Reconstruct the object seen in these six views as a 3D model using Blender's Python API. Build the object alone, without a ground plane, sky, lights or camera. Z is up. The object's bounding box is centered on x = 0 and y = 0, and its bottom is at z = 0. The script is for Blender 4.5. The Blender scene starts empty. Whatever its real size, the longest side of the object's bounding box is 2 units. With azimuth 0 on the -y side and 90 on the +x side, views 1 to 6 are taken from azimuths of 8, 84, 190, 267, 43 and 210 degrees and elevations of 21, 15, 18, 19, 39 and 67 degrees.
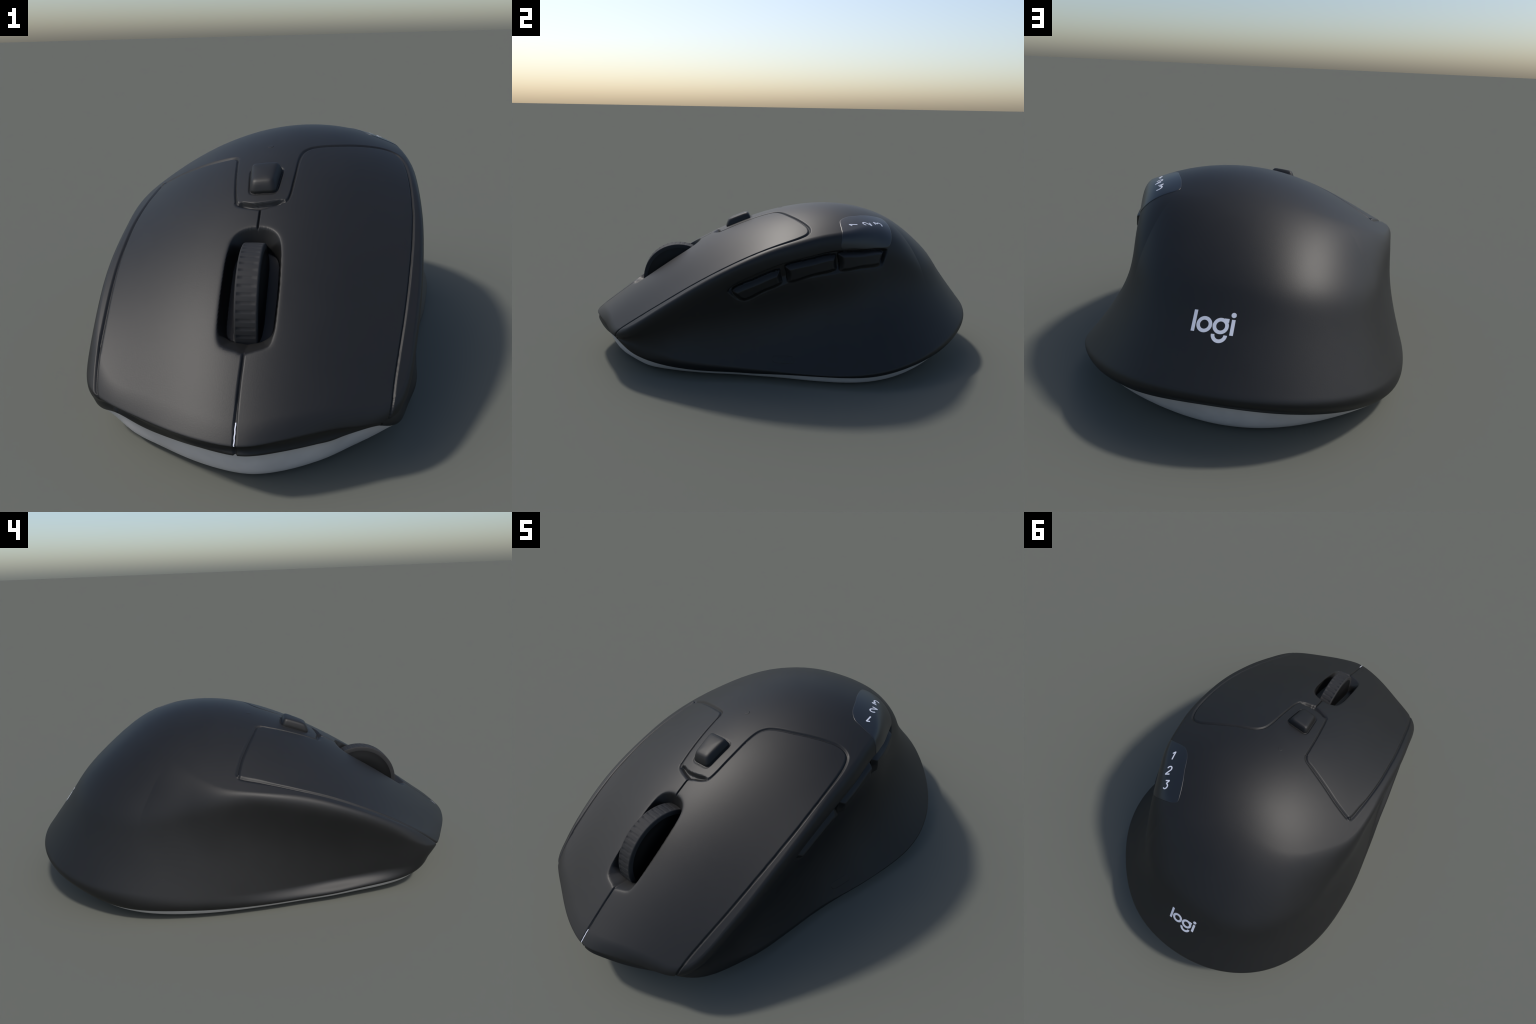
"""Ergonomic cordless computer mouse, built as a lofted shell.

The body is a stack of rings around the vertical axis.  Six rings carry the design
(ground contact, base seam, skirt, flank, waist, shoulder); each is a smooth closed curve
given by its radius (and height) at 36 compass directions, running counter-clockwise and set
closer together at the nose, where the outline has corners.  The crown inside the shoulder is one polynomial surface.
Grooves, the wheel slot and the thumb keys are relief on that fine mesh, which is then
parted along the grooves into shell, click buttons, thumb buttons and base plate.
"""
import bpy, math
import numpy as np
from mathutils import Vector
from mathutils.bvhtree import BVHTree

# ------------------------------------------------------------------ design curves
CONTACT_R  = [0.486, 0.468, 0.47, 0.497, 0.552, 0.627, 0.681, 0.708, 0.742, 0.783, 0.784, 0.736, 0.678, 0.618, 0.564, 0.525, 0.508, 0.514, 0.543, 0.593, 0.663, 0.749, 0.797, 0.809, 0.824, 0.841, 0.854, 0.86, 0.845, 0.821, 0.79, 0.759, 0.715, 0.641, 0.575, 0.522]
SEAM_R     = [0.579, 0.553, 0.551, 0.58, 0.64, 0.72, 0.789, 0.855, 0.901, 0.917, 0.919, 0.89, 0.826, 0.733, 0.659, 0.618, 0.609, 0.623, 0.664, 0.724, 0.806, 0.881, 0.914, 0.925, 0.937, 0.949, 0.959, 0.962, 0.958, 0.946, 0.932, 0.903, 0.878, 0.793, 0.704, 0.631]
SEAM_Z     = [0.042, 0.042, 0.047, 0.053, 0.056, 0.06, 0.077, 0.095, 0.119, 0.14, 0.127, 0.095, 0.07, 0.062, 0.052, 0.045, 0.044, 0.044, 0.048, 0.057, 0.067, 0.09, 0.134, 0.133, 0.132, 0.132, 0.134, 0.139, 0.143, 0.149, 0.153, 0.157, 0.118, 0.073, 0.051, 0.043]
SKIRT_R    = [0.599, 0.563, 0.561, 0.589, 0.644, 0.739, 0.824, 0.892, 0.959, 0.991, 0.991, 0.942, 0.837, 0.727, 0.655, 0.609, 0.591, 0.597, 0.629, 0.691, 0.789, 0.904, 0.917, 0.934, 0.952, 0.97, 0.985, 0.994, 0.977, 0.958, 0.938, 0.924, 0.892, 0.801, 0.732, 0.657]
SKIRT_Z    = [0.084, 0.076, 0.07, 0.069, 0.07, 0.092, 0.135, 0.181, 0.222, 0.238, 0.226, 0.192, 0.155, 0.129, 0.113, 0.104, 0.1, 0.099, 0.103, 0.111, 0.123, 0.14, 0.167, 0.166, 0.165, 0.164, 0.163, 0.163, 0.161, 0.161, 0.164, 0.17, 0.165, 0.134, 0.113, 0.096]
FLANK_R    = [0.524, 0.473, 0.45, 0.451, 0.476, 0.551, 0.646, 0.757, 0.852, 0.885, 0.893, 0.851, 0.756, 0.662, 0.606, 0.571, 0.56, 0.573, 0.614, 0.685, 0.791, 0.915, 0.94, 0.947, 0.959, 0.972, 0.982, 0.986, 0.97, 0.951, 0.932, 0.924, 0.886, 0.786, 0.686, 0.596]
WAIST_R    = [0.541, 0.497, 0.477, 0.475, 0.488, 0.536, 0.595, 0.7, 0.779, 0.785, 0.807, 0.781, 0.703, 0.619, 0.575, 0.547, 0.546, 0.569, 0.618, 0.693, 0.796, 0.914, 0.947, 0.954, 0.968, 0.984, 0.997, 1.001, 0.984, 0.963, 0.945, 0.938, 0.905, 0.8, 0.695, 0.609]
SHOULDER_R = [0.612, 0.567, 0.539, 0.526, 0.526, 0.554, 0.601, 0.712, 0.798, 0.803, 0.812, 0.773, 0.689, 0.609, 0.574, 0.557, 0.568, 0.599, 0.653, 0.726, 0.815, 0.911, 0.945, 0.949, 0.96, 0.975, 0.988, 0.993, 0.981, 0.966, 0.956, 0.955, 0.936, 0.844, 0.752, 0.674]
ROUNDING   = [0.043, 0.047, 0.05, 0.048, 0.044, 0.053, 0.09, 0.181, 0.297, 0.38, 0.395, 0.313, 0.2, 0.109, 0.052, 0.03, 0.033, 0.042, 0.045, 0.044, 0.045, 0.053, 0.041, 0.04, 0.041, 0.041, 0.04, 0.039, 0.04, 0.04, 0.04, 0.04, 0.04, 0.04, 0.042, 0.044]
# crown height z = sum c * x^i * y^j
POWERS = [(0, j) for j in range(7)] + [(1, j) for j in range(6)] + [(2, j) for j in range(5)] + [(3, j) for j in range(4)] + [(4, j) for j in range(3)]
CROWN = dict(zip(POWERS, [0.7511, 0.2116, -0.4594, -0.1627, -0.1015, 0.0081, 0.0631, 0.1295, 0.1486, -0.2389, -0.3328, 0.0452, 0.08, -0.6468, 0.1554, -0.0309, 0.3856, 0.3084, -0.0441, -0.2347, 0.0414, 0.6355, 0.337, -1.361, 0.0371]))

ROWS = dict(floor=4, hull=12, curl=20, side=204, crown=220)
COLUMNS = 1800


def ring(values, a):
    """Periodic cubic spline through the key values."""
    u = np.linspace(-.5, 2 * np.pi + .5, 8001)
    a = np.interp(np.asarray(a) % (2 * np.pi), u - .55 * np.cos(u), u)     # directions crowd towards -y
    c = np.asarray(values); n = len(c); k = np.arange(n)
    b = np.real(np.fft.ifft(np.fft.fft(c) / ((4 + 2 * np.cos(2 * np.pi * k / n)) / 6)))
    u = (a / (2 * np.pi) * n) % n; i = np.floor(u).astype(int); f = u - i
    w = [(1 - f) ** 3 / 6, (3 * f ** 3 - 6 * f ** 2 + 4) / 6,
         (-3 * f ** 3 + 3 * f ** 2 + 3 * f + 1) / 6, f ** 3 / 6]
    return sum(w[m] * b[(i + m - 1) % n] for m in range(4))


def crown(x, y):
    z = 0.0
    for (i, j), c in CROWN.items():
        z = z + c * x ** i * y ** j
    return z


def crown_slope(r, ca, sa):
    """Radial slope of the crown."""
    x, y = r * ca, r * sa; z = 0.0
    for (i, j), c in CROWN.items():
        if i: z = z + c * i * x ** (i - 1) * y ** j * ca
        if j: z = z + c * j * x ** i * y ** (j - 1) * sa
    return z


def bezier(points, s):
    n = len(points) - 1; s = s[None, :, None]
    return sum(math.comb(n, k) * s ** k * (1 - s) ** (n - k) * p[:, None, :] for k, p in enumerate(points))


def spline(points, n):
    """Clamped uniform cubic B-spline, n samples, last point left to the next piece."""
    m = len(points); kn = np.concatenate([np.zeros(3), np.arange(m - 2), np.full(3, m - 3.)])
    t = np.arange(n) / n * (m - 3)
    N = [((t >= kn[i]) & (t < kn[i + 1])) * 1. for i in range(len(kn) - 1)]
    for d in range(1, 4):
        Q = []
        for i in range(len(N) - 1):
            a = (t - kn[i]) / (kn[i + d] - kn[i]) * N[i] if kn[i + d] > kn[i] else 0 * t
            b = (kn[i + d + 1] - t) / (kn[i + d + 1] - kn[i + 1]) * N[i + 1] if kn[i + d + 1] > kn[i + 1] else 0 * t
            Q.append(a + b)
        N = Q
    return sum(N[k][None, :, None] * points[k][:, None, :] for k in range(m))


def ease(side, a):
    """Relax the profile across the back, so the hump runs out in one sweep."""
    n = side.shape[1]; t = np.arange(n) / n; sig = .12 * np.sin(np.pi * t) ** .8 + 1e-4
    K = np.exp(-.5 * ((t[None] - t[:, None]) / sig[:, None]) ** 2); K /= K.sum(1, keepdims=True)
    w = np.interp(np.degrees(a) % 360, [45, 78, 128, 158], [0, 1, 1, 0]); w = w * w * (3 - 2 * w)
    out = side.copy(); k = w > 0
    if k.any():
        out[k] += w[k, None, None] * (np.matmul(K, side[k]) - side[k])
    return out


def unit(v):
    return v / np.maximum(np.linalg.norm(v, axis=-1, keepdims=True), 1e-9)


def body_surface(a, rows=ROWS):
    """Points (len(a), rows, 3) of the smooth body, from floor centre to crown centre."""
    ca, sa = np.cos(a), np.sin(a)
    st = lambda r, z: np.stack([r, z], -1)
    rs, zs, rr, dl = ring(SKIRT_R, a), ring(SKIRT_Z, a), ring(SHOULDER_R, a), ring(ROUNDING, a)
    r2 = rr - dl
    z2 = crown(r2 * ca, r2 * sa)
    zr = z2 + dl * crown_slope(r2, ca, sa)          # the shoulder corner lies on the crown's tangent
    contact, seam, skirt = st(ring(CONTACT_R, a), 0 * a), st(ring(SEAM_R, a), ring(SEAM_Z, a)), st(rs, zs)
    flank = st(ring(FLANK_R, a), zs + .33 * (zr - zs))
    waist = st(ring(WAIST_R, a), zs + .66 * (zr - zs))
    corner, end = st(rr, zr), st(r2, z2)
    back = waist - corner
    below = corner + back * np.clip(.6 * dl / np.maximum(np.linalg.norm(back, axis=-1), 1e-6), .02, .85)[:, None]
    above = corner + (end - corner) * .6
    t_seam, t_skirt = unit(skirt - contact), unit(flank - skirt)
    l1 = np.linalg.norm(seam - contact, axis=-1, keepdims=True); l2 = np.linalg.norm(skirt - seam, axis=-1, keepdims=True)
    out_dir = np.stack([np.ones_like(a), 0 * a], -1)
    lin = lambda n: np.arange(n) / n
    out = [contact[:, None, :] * lin(rows['floor'])[None, :, None],
           bezier([contact, contact + out_dir * l1 * .4, seam - t_seam * l1 * .35, seam], lin(rows['hull'])),
           bezier([seam, seam + t_seam * l2 * .35, skirt - t_skirt * l2 * .4, skirt], lin(rows['curl'])),
           ease(spline([skirt, flank, waist, below, above, end], rows['side']), a)]
    s = np.linspace(0, 1, rows['crown']); rt = r2[:, None] * (1 - s)
    out.append(np.stack([rt, crown(rt * ca[:, None], rt * sa[:, None])], -1))
    q = np.concatenate(out, 1)
    q[..., 1] = np.maximum(q[..., 1], 0)
    return np.stack([q[..., 0] * ca[:, None], q[..., 0] * sa[:, None], q[..., 1]], -1)


def first_row(name):
    k = list(ROWS); return sum(ROWS[x] for x in k[:k.index(name)])


def sheet(P):
    """Unroll the body: distance along the profile from the crown centre, kept in its direction."""
    seg = np.linalg.norm(np.diff(P, axis=1), axis=2)
    return np.concatenate([np.cumsum(seg[:, ::-1], 1)[:, ::-1], np.zeros((len(P), 1))], 1)


# ------------------------------------------------------------------ outlines (unrolled coordinates)
def rounded(points, closed=True, n=8):
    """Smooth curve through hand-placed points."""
    p = np.array(points, float); m = len(p); out = []
    rng = range(m) if closed else range(m - 1)
    g = (lambda i: p[i % m]) if closed else (lambda i: p[min(max(i, 0), m - 1)])
    for i in rng:
        p0, p1, p2, p3 = g(i - 1), g(i), g(i + 1), g(i + 2)
        l = np.linalg.norm(p2 - p1)
        m1 = (p2 - p0) / max(np.linalg.norm(p2 - p1) + np.linalg.norm(p1 - p0), 1e-6) * l
        m2 = (p3 - p1) / max(np.linalg.norm(p3 - p2) + np.linalg.norm(p2 - p1), 1e-6) * l
        for t in np.arange(n) / n:
            out.append((2 * t ** 3 - 3 * t ** 2 + 1) * p1 + (t ** 3 - 2 * t ** 2 + t) * m1
                       + (-2 * t ** 3 + 3 * t ** 2) * p2 + (t ** 3 - t ** 2) * m2)
    if not closed:
        out.append(p[-1])
    return np.array(out)


REACH = .06


def distance(q, poly, closed=True, signed=True):
    """Distance of points q (n,2) to a polyline, capped at REACH; negative inside.  Works in strips along the second axis."""
    order = np.argsort(q[:, 1]); qs = q[order]; ys = qs[:, 1]
    a = poly; b = np.roll(poly, -1, 0)
    if not closed:
        a, b = a[:-1], b[:-1]
    best = np.full(len(q), REACH ** 2); inside = np.zeros(len(q), bool)
    for p0, p1 in zip(a, b):
        e = p1 - p0; lo, hi = min(p0[1], p1[1]), max(p0[1], p1[1])
        i, j = np.searchsorted(ys, (lo - REACH, hi + REACH))
        w = qs[i:j] - p0
        t = np.clip((w @ e) / max(e @ e, 1e-12), 0, 1)
        best[i:j] = np.minimum(best[i:j], ((w - t[:, None] * e) ** 2).sum(1))
        if signed and abs(e[1]) > 1e-12:
            i, j = np.searchsorted(ys, (lo, hi))
            inside[i:j] ^= qs[i:j, 0] < e[0] * (ys[i:j] - p0[1]) / e[1] + p0[0]
    best = np.sqrt(best)
    out = np.empty(len(q)); out[order] = np.where(inside, -best, best) if signed else best
    return out


def round_corners(points, radius, n=8):
    """Closed polygon with its corners replaced by arcs."""
    p = np.array(points, float); m = len(p); out = []
    for i in range(m):
        a, b, c = p[i - 1], p[i], p[(i + 1) % m]
        u = (a - b) / np.linalg.norm(a - b); v = (c - b) / np.linalg.norm(c - b)
        for t in np.linspace(0, 1, n):
            out.append((1 - t) ** 2 * (b + u * radius) + 2 * t * (1 - t) * b + t * t * (b + v * radius))
        far = np.linalg.norm(c - b) - 2 * radius
        for t in np.linspace(0, 1, 6)[1:-1]:
            out.append(b + v * (radius + far * t))
    return np.array(out)


SPLIT_LINE = [(-.027, -1.30), (-.027, -1.16), (-.028, -1.113), (-.029, -1.055), (-.028, -.988), (-.026, -.939)]
BUTTON_RIM_THUMB = [(-.022, -.405), (.006, -.396), (.040, -.384), (.066, -.366), (.076, -.33), (.082, -.27), (.087, -.215),
                    (.092, -.145), (.099, -.103), (.110, -.076), (.132, -.053), (.173, -.033), (.229, -.012), (.302, .020),
                    (.371, .049), (.402, .0585), (.433, .058), (.456, .045), (.472, .012), (.482, -.035), (.489, -.111),
                    (.495, -.208), (.499, -.32), (.497, -.45), (.487, -.6), (.474, -.721), (.458, -.828), (.443, -.923),
                    (.436, -.987), (.435, -1.01), (.43, -1.25)]
BUTTON_RIM_OUTER = [(-.022, -.405), (-.046, -.398), (-.078, -.388), (-.106, -.372), (-.116, -.34), (-.126, -.269), (-.134, -.194),
                    (-.140, -.116), (-.144, -.075), (-.158, -.053), (-.19, -.040), (-.25, -.018), (-.32, .008), (-.383, .032),
                    (-.44, .049), (-.487, .058), (-.505, .045), (-.52, -.03), (-.534, -.12), (-.546, -.25), (-.548, -.36),
                    (-.549, -.49), (-.544, -.62), (-.537, -.744), (-.532, -.838), (-.526, -.92), (-.520, -.965), (-.510, -.995), (-.46, -1.25)]
WHEEL_SLOT = [(-.024, -.487), (-.057, -.490), (-.088, -.504), (-.107, -.530), (-.114, -.564), (-.118, -.608), (-.119, -.671),
              (-.119, -.743), (-.117, -.814), (-.113, -.858), (-.101, -.886), (-.076, -.900), (-.048, -.908), (-.026, -.915),
              (.000, -.908), (.028, -.899), (.050, -.886), (.061, -.848), (.064, -.80), (.066, -.726), (.066, -.677),
              (.062, -.583), (.054, -.535), (.037, -.508), (.009, -.492)]
BRIDGE_GAP = [(-.108, -.372), (-.078, -.390), (-.046, -.400), (-.022, -.406), (.006, -.397), (.040, -.385), (.064, -.368),
              (.040, -.365), (.000, -.372), (-.05, -.374), (-.09, -.364)]
MODE_KEY = [(-.069, -.328), (.027, -.330), (.042, -.190), (-.080, -.184)]
PLATE = [(.352, .226), (.325, .258), (.299, .315), (.273, .368), (.251, .428), (.246, .458), (.262, .474), (.318, .488),
         (.384, .497), (.434, .497), (.453, .484), (.484, .420), (.514, .350), (.530, .280), (.539, .222), (.497, .209),
         (.434, .209), (.376, .213)]
# on the thumb side, in (y, z)
POCKET = [(-.326, .444), (-.288, .478), (-.19, .528), (-.09, .570), (-.026, .590), (.05, .607), (.131, .624), (.193, .631), (.32, .628),
          (.440, .617), (.430, .570), (.412, .531), (.31, .525), (.202, .517), (.176, .509), (.07, .495), (-.036, .474), (-.075, .457),
          (-.155, .420), (-.233, .380), (-.277, .388), (-.312, .418)]
POCKET_FLOOR = [(-.33, .43), (-.277, .385), (-.233, .378), (-.155, .418), (-.075, .455), (-.036, .472), (.07, .493), (.176, .507), (.202, .515), (.412, .529), (.45, .53)]
THUMB_KEYS = [[(-.300, .443), (-.20, .493), (-.088, .540), (-.079, .51), (-.073, .474), (-.155, .432), (-.238, .390), (-.275, .402)],
              [(-.058, .560), (.055, .588), (.174, .608), (.180, .57), (.181, .533), (.069, .506), (-.042, .478), (-.051, .52)],
              [(.191, .615), (.30, .617), (.419, .613), (.411, .57), (.400, .541), (.30, .535), (.202, .528), (.196, .57)]]


def smooth(e0, e1, x):
    t = np.clip((x - e0) / (e1 - e0), 0, 1)
    return t * t * (3 - 2 * t)


# ------------------------------------------------------------------ materials
def material(name, color, rough, spec=.5, coat=0.0, grain=0.0, scale=400.0, vary=.08):
    m = bpy.data.materials.new(name); m.use_nodes = True
    nt = m.node_tree; b = nt.nodes['Principled BSDF']
    b.inputs['Roughness'].default_value = rough
    b.inputs['Specular IOR Level'].default_value = spec
    b.inputs['Coat Weight'].default_value = coat
    b.inputs['Coat Roughness'].default_value = .12
    tc = nt.nodes.new('ShaderNodeTexCoord')
    no = nt.nodes.new('ShaderNodeTexNoise'); no.inputs['Scale'].default_value = 9.0; no.inputs['Detail'].default_value = 5
    nt.links.new(tc.outputs['Object'], no.inputs['Vector'])
    cr = nt.nodes.new('ShaderNodeValToRGB')
    cr.color_ramp.elements[0].position = .3; cr.color_ramp.elements[1].position = .7
    cr.color_ramp.elements[0].color = (*[c * (1 - vary) for c in color], 1)
    cr.color_ramp.elements[1].color = (*[c * (1 + vary) for c in color], 1)
    nt.links.new(no.outputs['Fac'], cr.inputs['Fac']); nt.links.new(cr.outputs['Color'], b.inputs['Base Color'])
    if grain:
        n2 = nt.nodes.new('ShaderNodeTexNoise'); n2.inputs['Scale'].default_value = scale; n2.inputs['Detail'].default_value = 2
        bu = nt.nodes.new('ShaderNodeBump'); bu.inputs['Strength'].default_value = grain; bu.inputs['Distance'].default_value = .002
        nt.links.new(tc.outputs['Object'], n2.inputs['Vector']); nt.links.new(n2.outputs['Fac'], bu.inputs['Height'])
        nt.links.new(bu.outputs['Normal'], b.inputs['Normal'])
    return m


MAT_SHELL = material('soft_touch_plastic', (.0088, .0088, .0089), .50, .38, grain=.06, scale=260)
MAT_BASE = material('pale_grey_plastic', (.60, .58, .58), .45, .4)
MAT_PLATE = material('smoked_gloss_plastic', (.008, .0095, .012), .36, .6)
MAT_PRINT = material('pale_print', (.66, .68, .76), .5, .3, vary=.02)
MAT_TREAD = material('ribbed_rubber', (.020, .020, .021), .7, .3)
MAT_DARK = material('black_plastic', (.0015, .0015, .0017), .5, .25)  # hub darkened nearly to zero, painting in the unlit wheel side

# ------------------------------------------------------------------ the thing
mouse = bpy.data.objects.new('computer_mouse', None)
bpy.context.scene.collection.objects.link(mouse)
mouse['label'] = 'matte black ergonomic wireless computer mouse with scroll wheel'
mouse['category'] = 'computer mouse'


def add(name, me, parent=None, mat=None, smooth_shade=True):
    ob = bpy.data.objects.new(name, me)
    bpy.context.scene.collection.objects.link(ob)
    ob.parent = parent or mouse
    if mat: me.materials.append(mat)
    if smooth_shade: me.polygons.foreach_set('use_smooth', np.ones(len(me.polygons), bool))
    return ob


def build_mesh(name, verts, quads, normals=None):
    me = bpy.data.meshes.new(name)
    used, inv = np.unique(quads, return_inverse=True)
    q = inv.reshape(quads.shape).astype(np.int32); v = verts[used]
    n, k = q.shape
    me.vertices.add(len(v)); me.vertices.foreach_set('co', v.astype(np.float32).ravel())
    me.loops.add(n * k); me.loops.foreach_set('vertex_index', q.ravel())
    me.polygons.add(n)
    me.polygons.foreach_set('loop_start', np.arange(n, dtype=np.int32) * k)
    me.polygons.foreach_set('use_smooth', np.ones(n, bool))
    me.update(calc_edges=True)
    if normals is not None:
        me.normals_split_custom_set_from_vertices(normals[used].tolist())
    return me


# ------------------------------------------------------------------ body
A = np.arange(COLUMNS) / COLUMNS * 2 * np.pi
P = body_surface(A)
NR = P.shape[1]
RHO = sheet(P)
FLAT = np.stack([RHO * np.cos(A)[:, None], RHO * np.sin(A)[:, None]], -1)


def grid_normals(G):
    da = np.roll(G, -1, 0) - np.roll(G, 1, 0)
    dr = np.gradient(G, axis=1)
    n = np.cross(da, dr)
    l = np.linalg.norm(n, axis=2, keepdims=True)
    n = n / np.maximum(l, 1e-12)
    n[:, -1] = n[:, -3]; n[:, -2] = n[:, -3]
    n[:, 0] = (0, 0, -1); n[:, 1] = (0, 0, -1)
    return n


N0 = grid_normals(P)
push = np.zeros(P.shape[:2])           # relief along the normal
kind = np.full(P.shape[:2], 1, int)    # 0 base, 1 shell, 2/3 click buttons, 4-6 thumb buttons
kind_d = np.full(P.shape[:2], 9.0)

top_rows = np.arange(NR) > first_row('curl')
thumb_rim = rounded(BUTTON_RIM_THUMB, closed=False)
outer_rim = rounded(BUTTON_RIM_OUTER, closed=False)
split = rounded(SPLIT_LINE, closed=False)
left_poly = np.vstack([thumb_rim, split])
right_poly = np.vstack([outer_rim, split])

flat = FLAT[:, top_rows].reshape(-1, 2)
shape = FLAT[:, top_rows].shape[:2]
near = (flat[:, 1] < .16) & (np.abs(flat[:, 0]) < .72)
q = flat[near]
slot_poly = rounded(WHEEL_SLOT)
d_slot = distance(q, slot_poly)
d_left = distance(q, left_poly)
d_right = distance(q, right_poly)
d_rim_t = distance(q, thumb_rim, closed=False, signed=False)
d_rim_o = distance(q, outer_rim, closed=False, signed=False)
center = np.vstack([split, [(-.026, -.9), (-.024, -.7), (-.023, -.48), (-.022, -.405)]])
d_split = distance(q, center, closed=False, signed=False)
d_gap = distance(q, rounded(BRIDGE_GAP))
d_key = distance(q, round_corners(MODE_KEY, .022))


def groove(d, half, depth):
    """Soft V-shaped seam."""
    return -depth * np.clip(1 - d / half, 0, 1) ** 1.4


h = np.zeros(len(q))
half_t = .0052 + .0045 * smooth(-.2, .05, q[:, 1])
half_o = .0095 + .005 * smooth(-.12, -.02, q[:, 1]) * smooth(.14, .2, -q[:, 0])
half_o = np.where((q[:, 1] > -.36) & (q[:, 0] > -.15) & (q[:, 1] < -.08), .005, half_o)
h = np.minimum(h, groove(d_rim_t, half_t, .0075))
h = np.minimum(h, groove(d_rim_o, half_o, .0075))
h = np.minimum(h, groove(d_split, .0045, .010))
h = np.minimum(h, np.where(d_gap < 0, -.016 * smooth(0, .008, -d_gap), 0))
h = np.minimum(h, groove(np.abs(d_key), .006, .004))
# wheel slot: steep side walls, ramped ends, rounded lip
end = smooth(.10, .165, np.abs(q[:, 1] + .70))
slope = 14 * (1 - end) + np.where(q[:, 1] < -.7, .95, 1.5) * end
h = np.where(d_slot < 0, np.minimum(h, -np.minimum(.065, -d_slot * slope + .004)), h)
h = h - .003 * np.exp(-np.maximum(d_slot, 0) / .005) * (d_slot >= 0)
# little hinge nub in the rear corner of the outer click button
nub = np.hypot(q[:, 0] + .494, q[:, 1] - .056)
h = h + .013 * np.exp(-(nub / .0075) ** 2)

hh = np.zeros(len(flat)); hh[near] = h
push[:, top_rows] = hh.reshape(shape)
kk = np.ones(len(flat), int); kq = np.ones(len(q), int)
kq[d_left < 0] = 2; kq[(d_right < 0)] = 3
kk[near] = kq
kind[:, top_rows] = kk.reshape(shape)

# thumb keys sit in a pocket on the +x side
side = (P[..., 0] > .3) & (P[..., 1] > -.42) & (P[..., 1] < .52) & (P[..., 2] > .34) & (P[..., 2] < .665) & (np.abs(N0[..., 0]) > .45)
qs = np.stack([P[..., 1][side], P[..., 2][side]], -1)
d_p = distance(qs, rounded(POCKET))
floor_z = np.interp(qs[:, 0], *np.array(POCKET_FLOOR).T)
high = smooth(.004, .045, qs[:, 1] - floor_z)               # the pocket is deep under its brow and runs out below
hs = np.where(d_p < 0, -(.003 + .020 * high) * smooth(0, .012, -d_p), 0) - .0012 * np.exp(-np.abs(d_p) / .006)
ks = kind[side].copy()
for k, key in enumerate(THUMB_KEYS):
    d_k = distance(qs, rounded(key))
    ks[d_k < .002] = 4 + k
    lift = -(.002 + .012 * high) + (.013 + .012 * high) * smooth(-.002, .022, -d_k)
    hs = np.where(d_k < .0, np.maximum(hs, lift), hs)
push[side] += hs
kind[side] = ks

D = P + N0 * push[..., None]
D[..., 2] = np.maximum(D[..., 2], 0)

# base plate: everything under the seam ring; the front lip climbs a little between the buttons
seam_row = first_row('curl')
ia, ir = np.meshgrid(np.arange(COLUMNS), np.arange(NR - 1), indexing='ij')
ia, ir = ia.ravel(), ir.ravel(); ib = (ia + 1) % COLUMNS
quads = np.stack([ia * NR + ir, ib * NR + ir, ib * NR + ir + 1, ia * NR + ir + 1], 1)
V = D.reshape(-1, 3)
# vertex normals of the whole body
fn = np.cross(V[quads[:, 2]] - V[quads[:, 0]], V[quads[:, 3]] - V[quads[:, 1]])
VN = np.zeros_like(V)
for c in range(4):
    for ax in range(3):
        VN[:, ax] += np.bincount(quads[:, c], fn[:, ax], len(V))
VN = VN.reshape(COLUMNS, NR, 3)
VN[:, -1] = VN[:, -1].sum(0); VN[:, 0] = (0, 0, -1)
VN = VN.reshape(-1, 3)
VN /= np.maximum(np.linalg.norm(VN, axis=1, keepdims=True), 1e-12)

kf = kind.reshape(-1)[quads]
fk = np.sort(kf, 1)[:, 2]
fk[(kf == 1).sum(1) >= 2] = 1
fk[ir < seam_row] = 0

PARTS = [(0, 'base_plate', MAT_BASE), (1, 'shell', MAT_SHELL), (2, 'click_button', MAT_SHELL), (3, 'click_button', MAT_SHELL),
         (4, 'thumb_button', MAT_SHELL), (5, 'thumb_button', MAT_SHELL), (6, 'thumb_button', MAT_SHELL)]
for k, name, mat in PARTS:
    sel = quads[fk == k]
    if len(sel):
        add(name, build_mesh(name, V, sel, VN), mat=mat)


# ------------------------------------------------------------------ things laid on the body
LOW = dict(floor=2, hull=6, curl=10, side=84, crown=90)
a_low = np.arange(540) / 540 * 2 * np.pi
PL = body_surface(a_low, LOW)
nl = PL.shape[1]
ja, jr = np.meshgrid(np.arange(540), np.arange(nl - 1), indexing='ij'); ja, jr = ja.ravel(), jr.ravel(); jb = (ja + 1) % 540
QL = np.stack([ja * nl + jr, jb * nl + jr, jb * nl + jr + 1, ja * nl + jr + 1], 1)
BVH = BVHTree.FromPolygons([tuple(v) for v in PL.reshape(-1, 3)], [tuple(int(i) for i in f) for f in QL])


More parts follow.
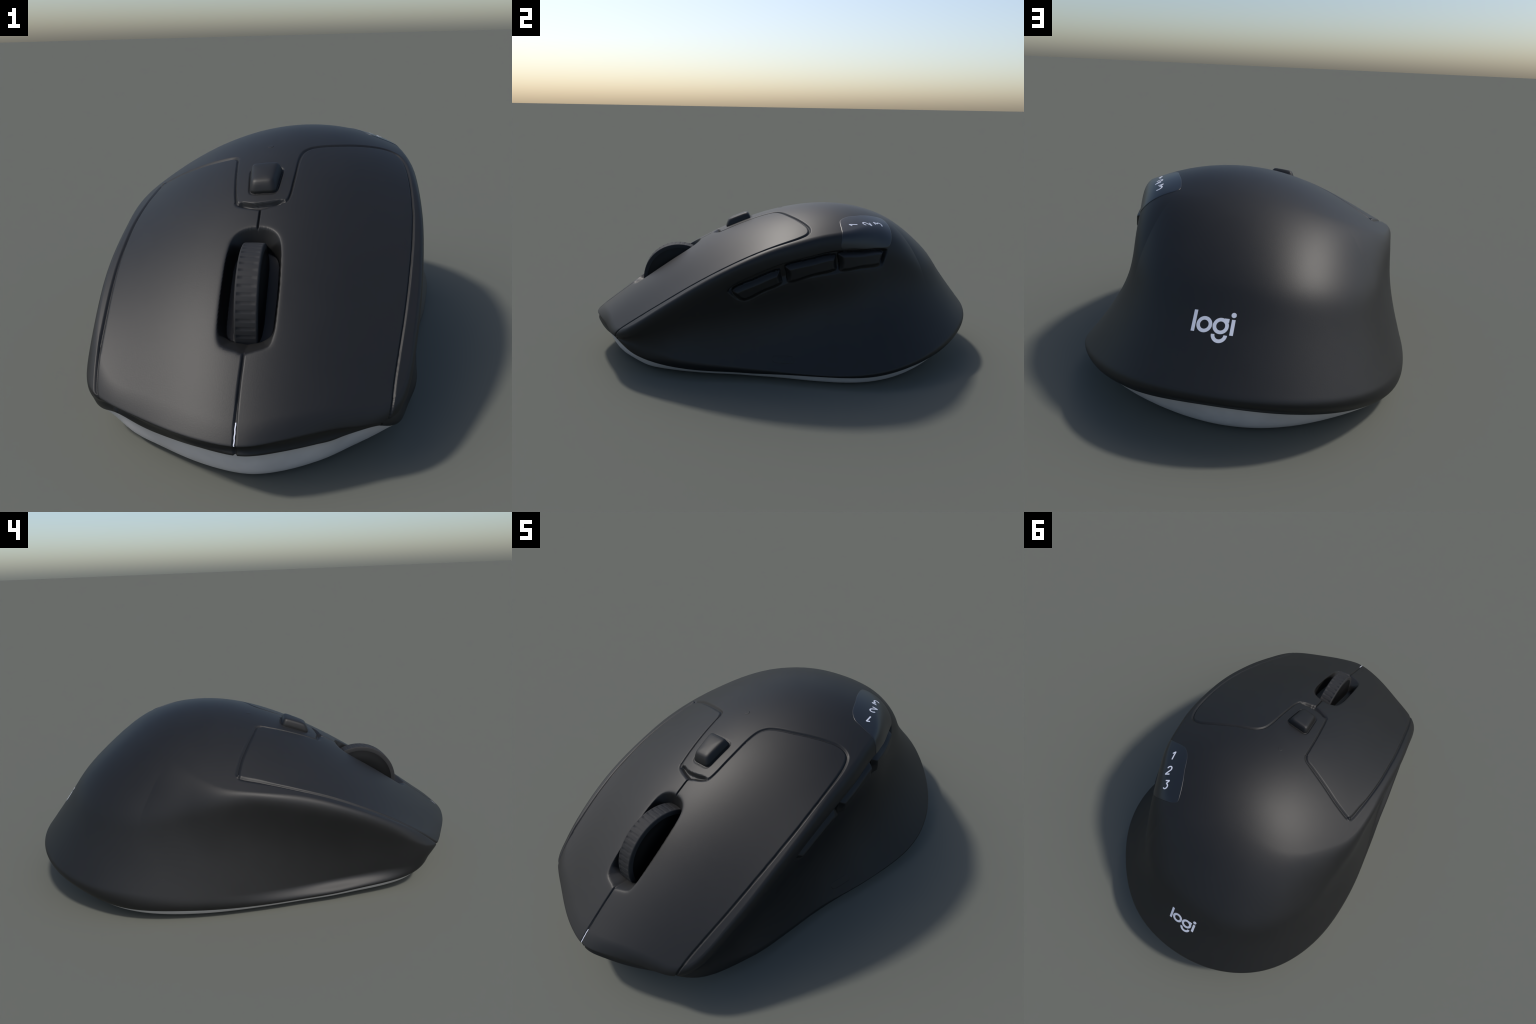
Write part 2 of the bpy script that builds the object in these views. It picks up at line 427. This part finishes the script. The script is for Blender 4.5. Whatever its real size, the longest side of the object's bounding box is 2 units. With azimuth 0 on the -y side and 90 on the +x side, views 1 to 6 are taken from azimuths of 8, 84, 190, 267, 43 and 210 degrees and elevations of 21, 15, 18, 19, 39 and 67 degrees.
def on_sheet(uv):
    """Unrolled coordinates -> point and normal on the smooth body."""
    uv = np.asarray(uv, float); a = np.arctan2(uv[:, 1], uv[:, 0]) % (2 * np.pi); rho = np.hypot(uv[:, 0], uv[:, 1])

    u = a / (2 * np.pi) * COLUMNS; c = np.floor(u).astype(int); f = u - c
    X = np.zeros((len(uv), 3)); N = np.zeros((len(uv), 3))
    for i in range(len(uv)):
        for col, w in ((c[i] % COLUMNS, 1 - f[i]), ((c[i] + 1) % COLUMNS, f[i])):
            r = RHO[col, ::-1]
            k = min(max(np.searchsorted(r, rho[i]), 1), NR - 1); g = (rho[i] - r[k - 1]) / max(r[k] - r[k - 1], 1e-9)
            j = NR - 1 - k
            X[i] += w * (P[col, j + 1] * (1 - g) + P[col, j] * g); N[i] += w * (N0[col, j + 1] * (1 - g) + N0[col, j] * g)
    return X, unit(N)


def overlay(name, outline, surface, proud, sink, mat, parent=None, rings=14, edge=.003):
    """A thin raised patch: outline shrunk in rings to its middle, laid on the surface, its rim rolled under."""
    o = np.array(outline); c = o.mean(0); n = len(o); size = np.linalg.norm(o - c, axis=1).mean()
    f = np.concatenate([[1, 1, 1 - .4 * edge / size, 1 - edge / size], np.linspace(1 - edge / size, 0, rings)[1:]])
    h = np.concatenate([[-sink, 0, proud * .75], np.full(rings, proud)])
    uv = np.concatenate([c + (o - c) * s for s in f])
    X, N = surface(uv)
    X = X + N * np.repeat(h, n)[:, None]
    m = len(f); k = np.arange(n); k2 = (k + 1) % n
    q = np.concatenate([np.stack([r * n + k, r * n + k2, (r + 1) * n + k2, (r + 1) * n + k], 1) for r in range(m - 1)])
    fn = np.cross(X[q[0, 1]] - X[q[0, 0]], X[q[0, 2]] - X[q[0, 0]])
    mid = q[(m - 3) * n]
    fn = np.cross(X[mid[2]] - X[mid[0]], X[mid[3]] - X[mid[1]])
    if fn @ N[mid[0]] < 0: q = q[:, ::-1]
    return add(name, build_mesh(name, X, np.ascontiguousarray(q)), parent, mat)


plate = overlay('indicator_plate', rounded(PLATE, n=10), on_sheet, .0016, .004, MAT_PLATE, rings=30)


def frame(origin, right, up):
    """Local writing plane -> body surface, found by casting along its normal."""
    o = np.array(origin); u = np.array(right) / np.linalg.norm(right); v = np.array(up) - u * (np.array(up) @ u); v /= np.linalg.norm(v)
    w = np.cross(u, v)

    def f(uv):
        X, N = [], []
        for a, b in np.asarray(uv):
            s = Vector(o + u * a + v * b + w * .15)
            hit, nor, _, _ = BVH.ray_cast(s, Vector(-w))
            if hit is None: hit, nor = s - Vector(w) * .15, Vector(w)
            if nor.dot(Vector(w)) < 0: nor = -nor
            X.append(hit); N.append(nor)
        return np.array(X), np.array(N)
    return f


def stroke(points, width, cap=0):
    """Outline strip (two rails) of a pen stroke."""
    p = np.array(points, float); t = np.gradient(p, axis=0); t /= np.linalg.norm(t, axis=1, keepdims=True)
    nrm = np.stack([-t[:, 1], t[:, 0]], 1) * width / 2
    return p + nrm, p - nrm


def printed(name, strokes, surface, mat, parent, proud=.0007):
    """Ink: every stroke a thin raised ribbon on the surface."""
    vs, qs, base = [], [], 0
    for pts, width in strokes:
        p = np.array(pts, float)
        l, r = stroke(p, width); n = len(p)
        mid = (l + r) / 2
        rails = [l, l * .96 + mid * .04, mid, r * .96 + mid * .04, r]
        hs = [-.002, proud, proud, proud, -.002]
        for rail, hgt in zip(rails, hs):
            X, N = surface(rail); vs.append(X + N * hgt)
        k = np.arange(n - 1)
        for j in range(4):
            qs.append(np.stack([k, k + 1, k + 1 + n, k + n], 1) + base + j * n)
        base += 5 * n
    X = np.concatenate(vs); q = np.concatenate(qs)
    _, N = surface(np.zeros((1, 2)))
    fn = np.cross(X[q[:, 2]] - X[q[:, 0]], X[q[:, 3]] - X[q[:, 1]])
    flip = (fn @ N[0]) < 0
    if flip.mean() > .5: q = np.ascontiguousarray(q[:, ::-1])
    ob = add(name, build_mesh(name, X, q), parent, mat)
    ob.data.polygons.foreach_set('use_smooth', np.zeros(len(q), bool))
    return ob


def line(a, b, n=10):
    return np.array(a) + (np.array(b) - np.array(a)) * np.linspace(0, 1, n)[:, None]


def arc(c, r, t0, t1, n=40):
    t = np.radians(np.linspace(t0, t1, n)); return np.array(c) + r * np.stack([np.cos(t), np.sin(t)], 1)


# word mark on the back of the hump
word = frame((.0445, .8755, .376), (-1, .03, .012), (0, -.041, .056))
W = .0118
printed('lettering', [(line((0, 0), (0, .069), 16), W)], word, MAT_PRINT, mouse)
printed('lettering', [(arc((.0354, .0252), .0203, 0, 360, 64), W)], word, MAT_PRINT, mouse)
printed('lettering', [(arc((.0898, .0260), .0203, 0, 360, 64), W), (line((.099, .0455), (.1145, .0455), 6), .0125),
                      (arc((.0898, -.0020), .0205, 180, 360, 40), W)], word, MAT_PRINT, mouse)
printed('lettering', [(line((.128, 0), (.128, .0505), 14), W), (arc((.1262, .0648), .0042, 0, 360, 32), .0084)], word, MAT_PRINT, mouse)

# channel numbers on the plate
DIGITS = [((.394, .273, .726), [line((.12, .80), (.42, 1.0), 6), line((.42, 1.03), (.42, 0), 14)]),
          ((.365, .343, .721), [np.vstack([arc((.31, .70), .29, 165, -35, 24), line((.548, .53), (.02, .04), 12)]), line((.0, .03), (.62, .03), 8)]),
          ((.335, .405, .712), [line((.06, .97), (.60, .97), 8), line((.58, .97), (.27, .60), 8), np.vstack([arc((.27, .30), .29, 88, -150, 34)])])]
col = np.array((.394, .273, .726)) - np.array((.335, .405, .712))
for center3, strokes in DIGITS:
    hgt = .040
    nrm = np.array((.45, .12, .88)); nrm /= np.linalg.norm(nrm)
    right = np.cross(col, nrm)
    f = frame(center3, right, col)
    out = []
    for s in strokes:
        s = np.array(s, float); x = (s[:, 0] - .31) * hgt + (s[:, 1] - .5) * hgt * .22; y = (s[:, 1] - .5) * hgt
        out.append((np.stack([x, y], 1), .0060))
    printed('digit', out, f, MAT_PRINT, plate, proud=.0024)

# status light lens and a faint sensor key on the thumb rest
t = np.linspace(0, 2 * np.pi, 40, endpoint=False)
overlay('indicator_light', np.stack([-.0205 + .0115 * np.cos(t), -.0225 + .0115 * np.sin(t)], 1), on_sheet, .0008, .003, MAT_SHELL, rings=4, edge=.0012)
rest = frame((.553, -.066, .120), (0, 1, 0), (-.1, 0, 1))
caps = np.stack([np.sign(np.cos(t)) * .034 + .016 * np.cos(t), .016 * np.sin(t) + .006 * np.sign(np.cos(t)) * 0], 1)
overlay('gesture_button', caps, rest, .0007, .003, MAT_SHELL, rings=6, edge=.002)

# pale sliver of the base showing through the split between the click buttons
sliver = np.array([(-.0275, y) for y in np.linspace(-1.100, -1.160, 12)]) + np.stack([.0006 * np.sin(np.arange(12) * 1.7), np.zeros(12)], 1)
printed('base_tongue', [(sliver, .0036)], on_sheet, MAT_PRINT, mouse, proud=-.0008)

# ------------------------------------------------------------------ scroll mode key: tapered, softly domed block
key = round_corners(MODE_KEY, .022)
kc = key.mean(0)
LEVELS = [(-.012, .97, 0), (.004, .965, 0), (.009, .94, .001), (.021, .86, .005), (.0275, .79, .007), (.0305, .72, .007),
          (.0322, .60, .006), (.0333, .42, .004), (.0338, .21, .001), (.0338, 0, 0)]
rings_uv, lifts = [], []
for z, s, fwd in LEVELS:
    o = kc + (key - kc) * np.array([s, s]) + np.array([0, fwd * 1.2]); rings_uv.append(o); lifts.append(np.full(len(key), z))
X, N = on_sheet(np.concatenate(rings_uv)); up = N[-1]
X = X + up * np.concatenate(lifts)[:, None]
n = len(key); k = np.arange(n); k2 = (k + 1) % n
q = np.concatenate([np.stack([r * n + k, r * n + k2, (r + 1) * n + k2, (r + 1) * n + k], 1) for r in range(len(LEVELS) - 1)])
fn = np.cross(X[q[-1, 2]] - X[q[-1, 0]], X[q[n * 4, 3]] - X[q[n * 4, 1]])
a_, b_ = X[q[n * 4, 2]] - X[q[n * 4, 0]], X[q[n * 4, 3]] - X[q[n * 4, 1]]
if np.cross(a_, b_) @ (X[q[n * 4, 0]] - X.mean(0)) < 0: q = np.ascontiguousarray(q[:, ::-1])
add('scroll_mode_button', build_mesh('scroll_mode_button', X, q), mat=MAT_SHELL)

# ------------------------------------------------------------------ scroll wheel
WC = np.array((-.0240, -.565, .366)); WR = .185
wheel = bpy.data.objects.new('scroll_wheel', None); wheel.location = WC
bpy.context.scene.collection.objects.link(wheel); wheel.parent = mouse


def spin(name, profile, mat, count=720, ribs=0, depth=0.0, rib_range=(0, 0)):
    prof = np.array(profile); m = len(prof); t = np.arange(count) / count * 2 * np.pi
    r = np.repeat(prof[None, :, 1], count, 0)
    if ribs:
        ph = (t / (2 * np.pi) * ribs) % 1
        dip = depth * (1 - smooth(.10, .22, np.abs(ph - .5)))
        inside = (prof[:, 0] > rib_range[0]) & (prof[:, 0] < rib_range[1])
        r = r - dip[:, None] * inside[None, :]
    X = np.stack([np.repeat(prof[None, :, 0], count, 0), r * np.cos(t)[:, None], r * np.sin(t)[:, None]], -1).reshape(-1, 3)
    i, j = np.meshgrid(np.arange(count), np.arange(m - 1), indexing='ij'); i, j = i.ravel(), j.ravel(); i2 = (i + 1) % count
    q = np.stack([i * m + j, i * m + j + 1, i2 * m + j + 1, i2 * m + j], 1)
    return add(name, build_mesh(name, X, q), wheel, mat)


tw = .0330
spin('wheel_tread', [(-tw, WR - .020), (-tw, WR - .004), (-tw + .0015, WR - .001), (-tw + .004, WR), (-tw + .0065, WR), (-tw + .007, WR), (-.01, WR + .0005),
                     (.01, WR + .0005), (tw - .007, WR), (tw - .0065, WR), (tw - .004, WR), (tw - .0015, WR - .001), (tw, WR - .004), (tw, WR - .020)],
     MAT_TREAD, ribs=48, depth=.0007, rib_range=(-tw + .0066, tw - .0066))
spin('wheel_hub', [(-.044, 0), (-.044, .11), (-.040, .145), (-.0305, WR - .014), (-.0305, WR - .008), (.0305, WR - .008), (.0305, WR - .014), (.040, .145), (.044, .11), (.044, 0)],
     MAT_DARK, count=180)
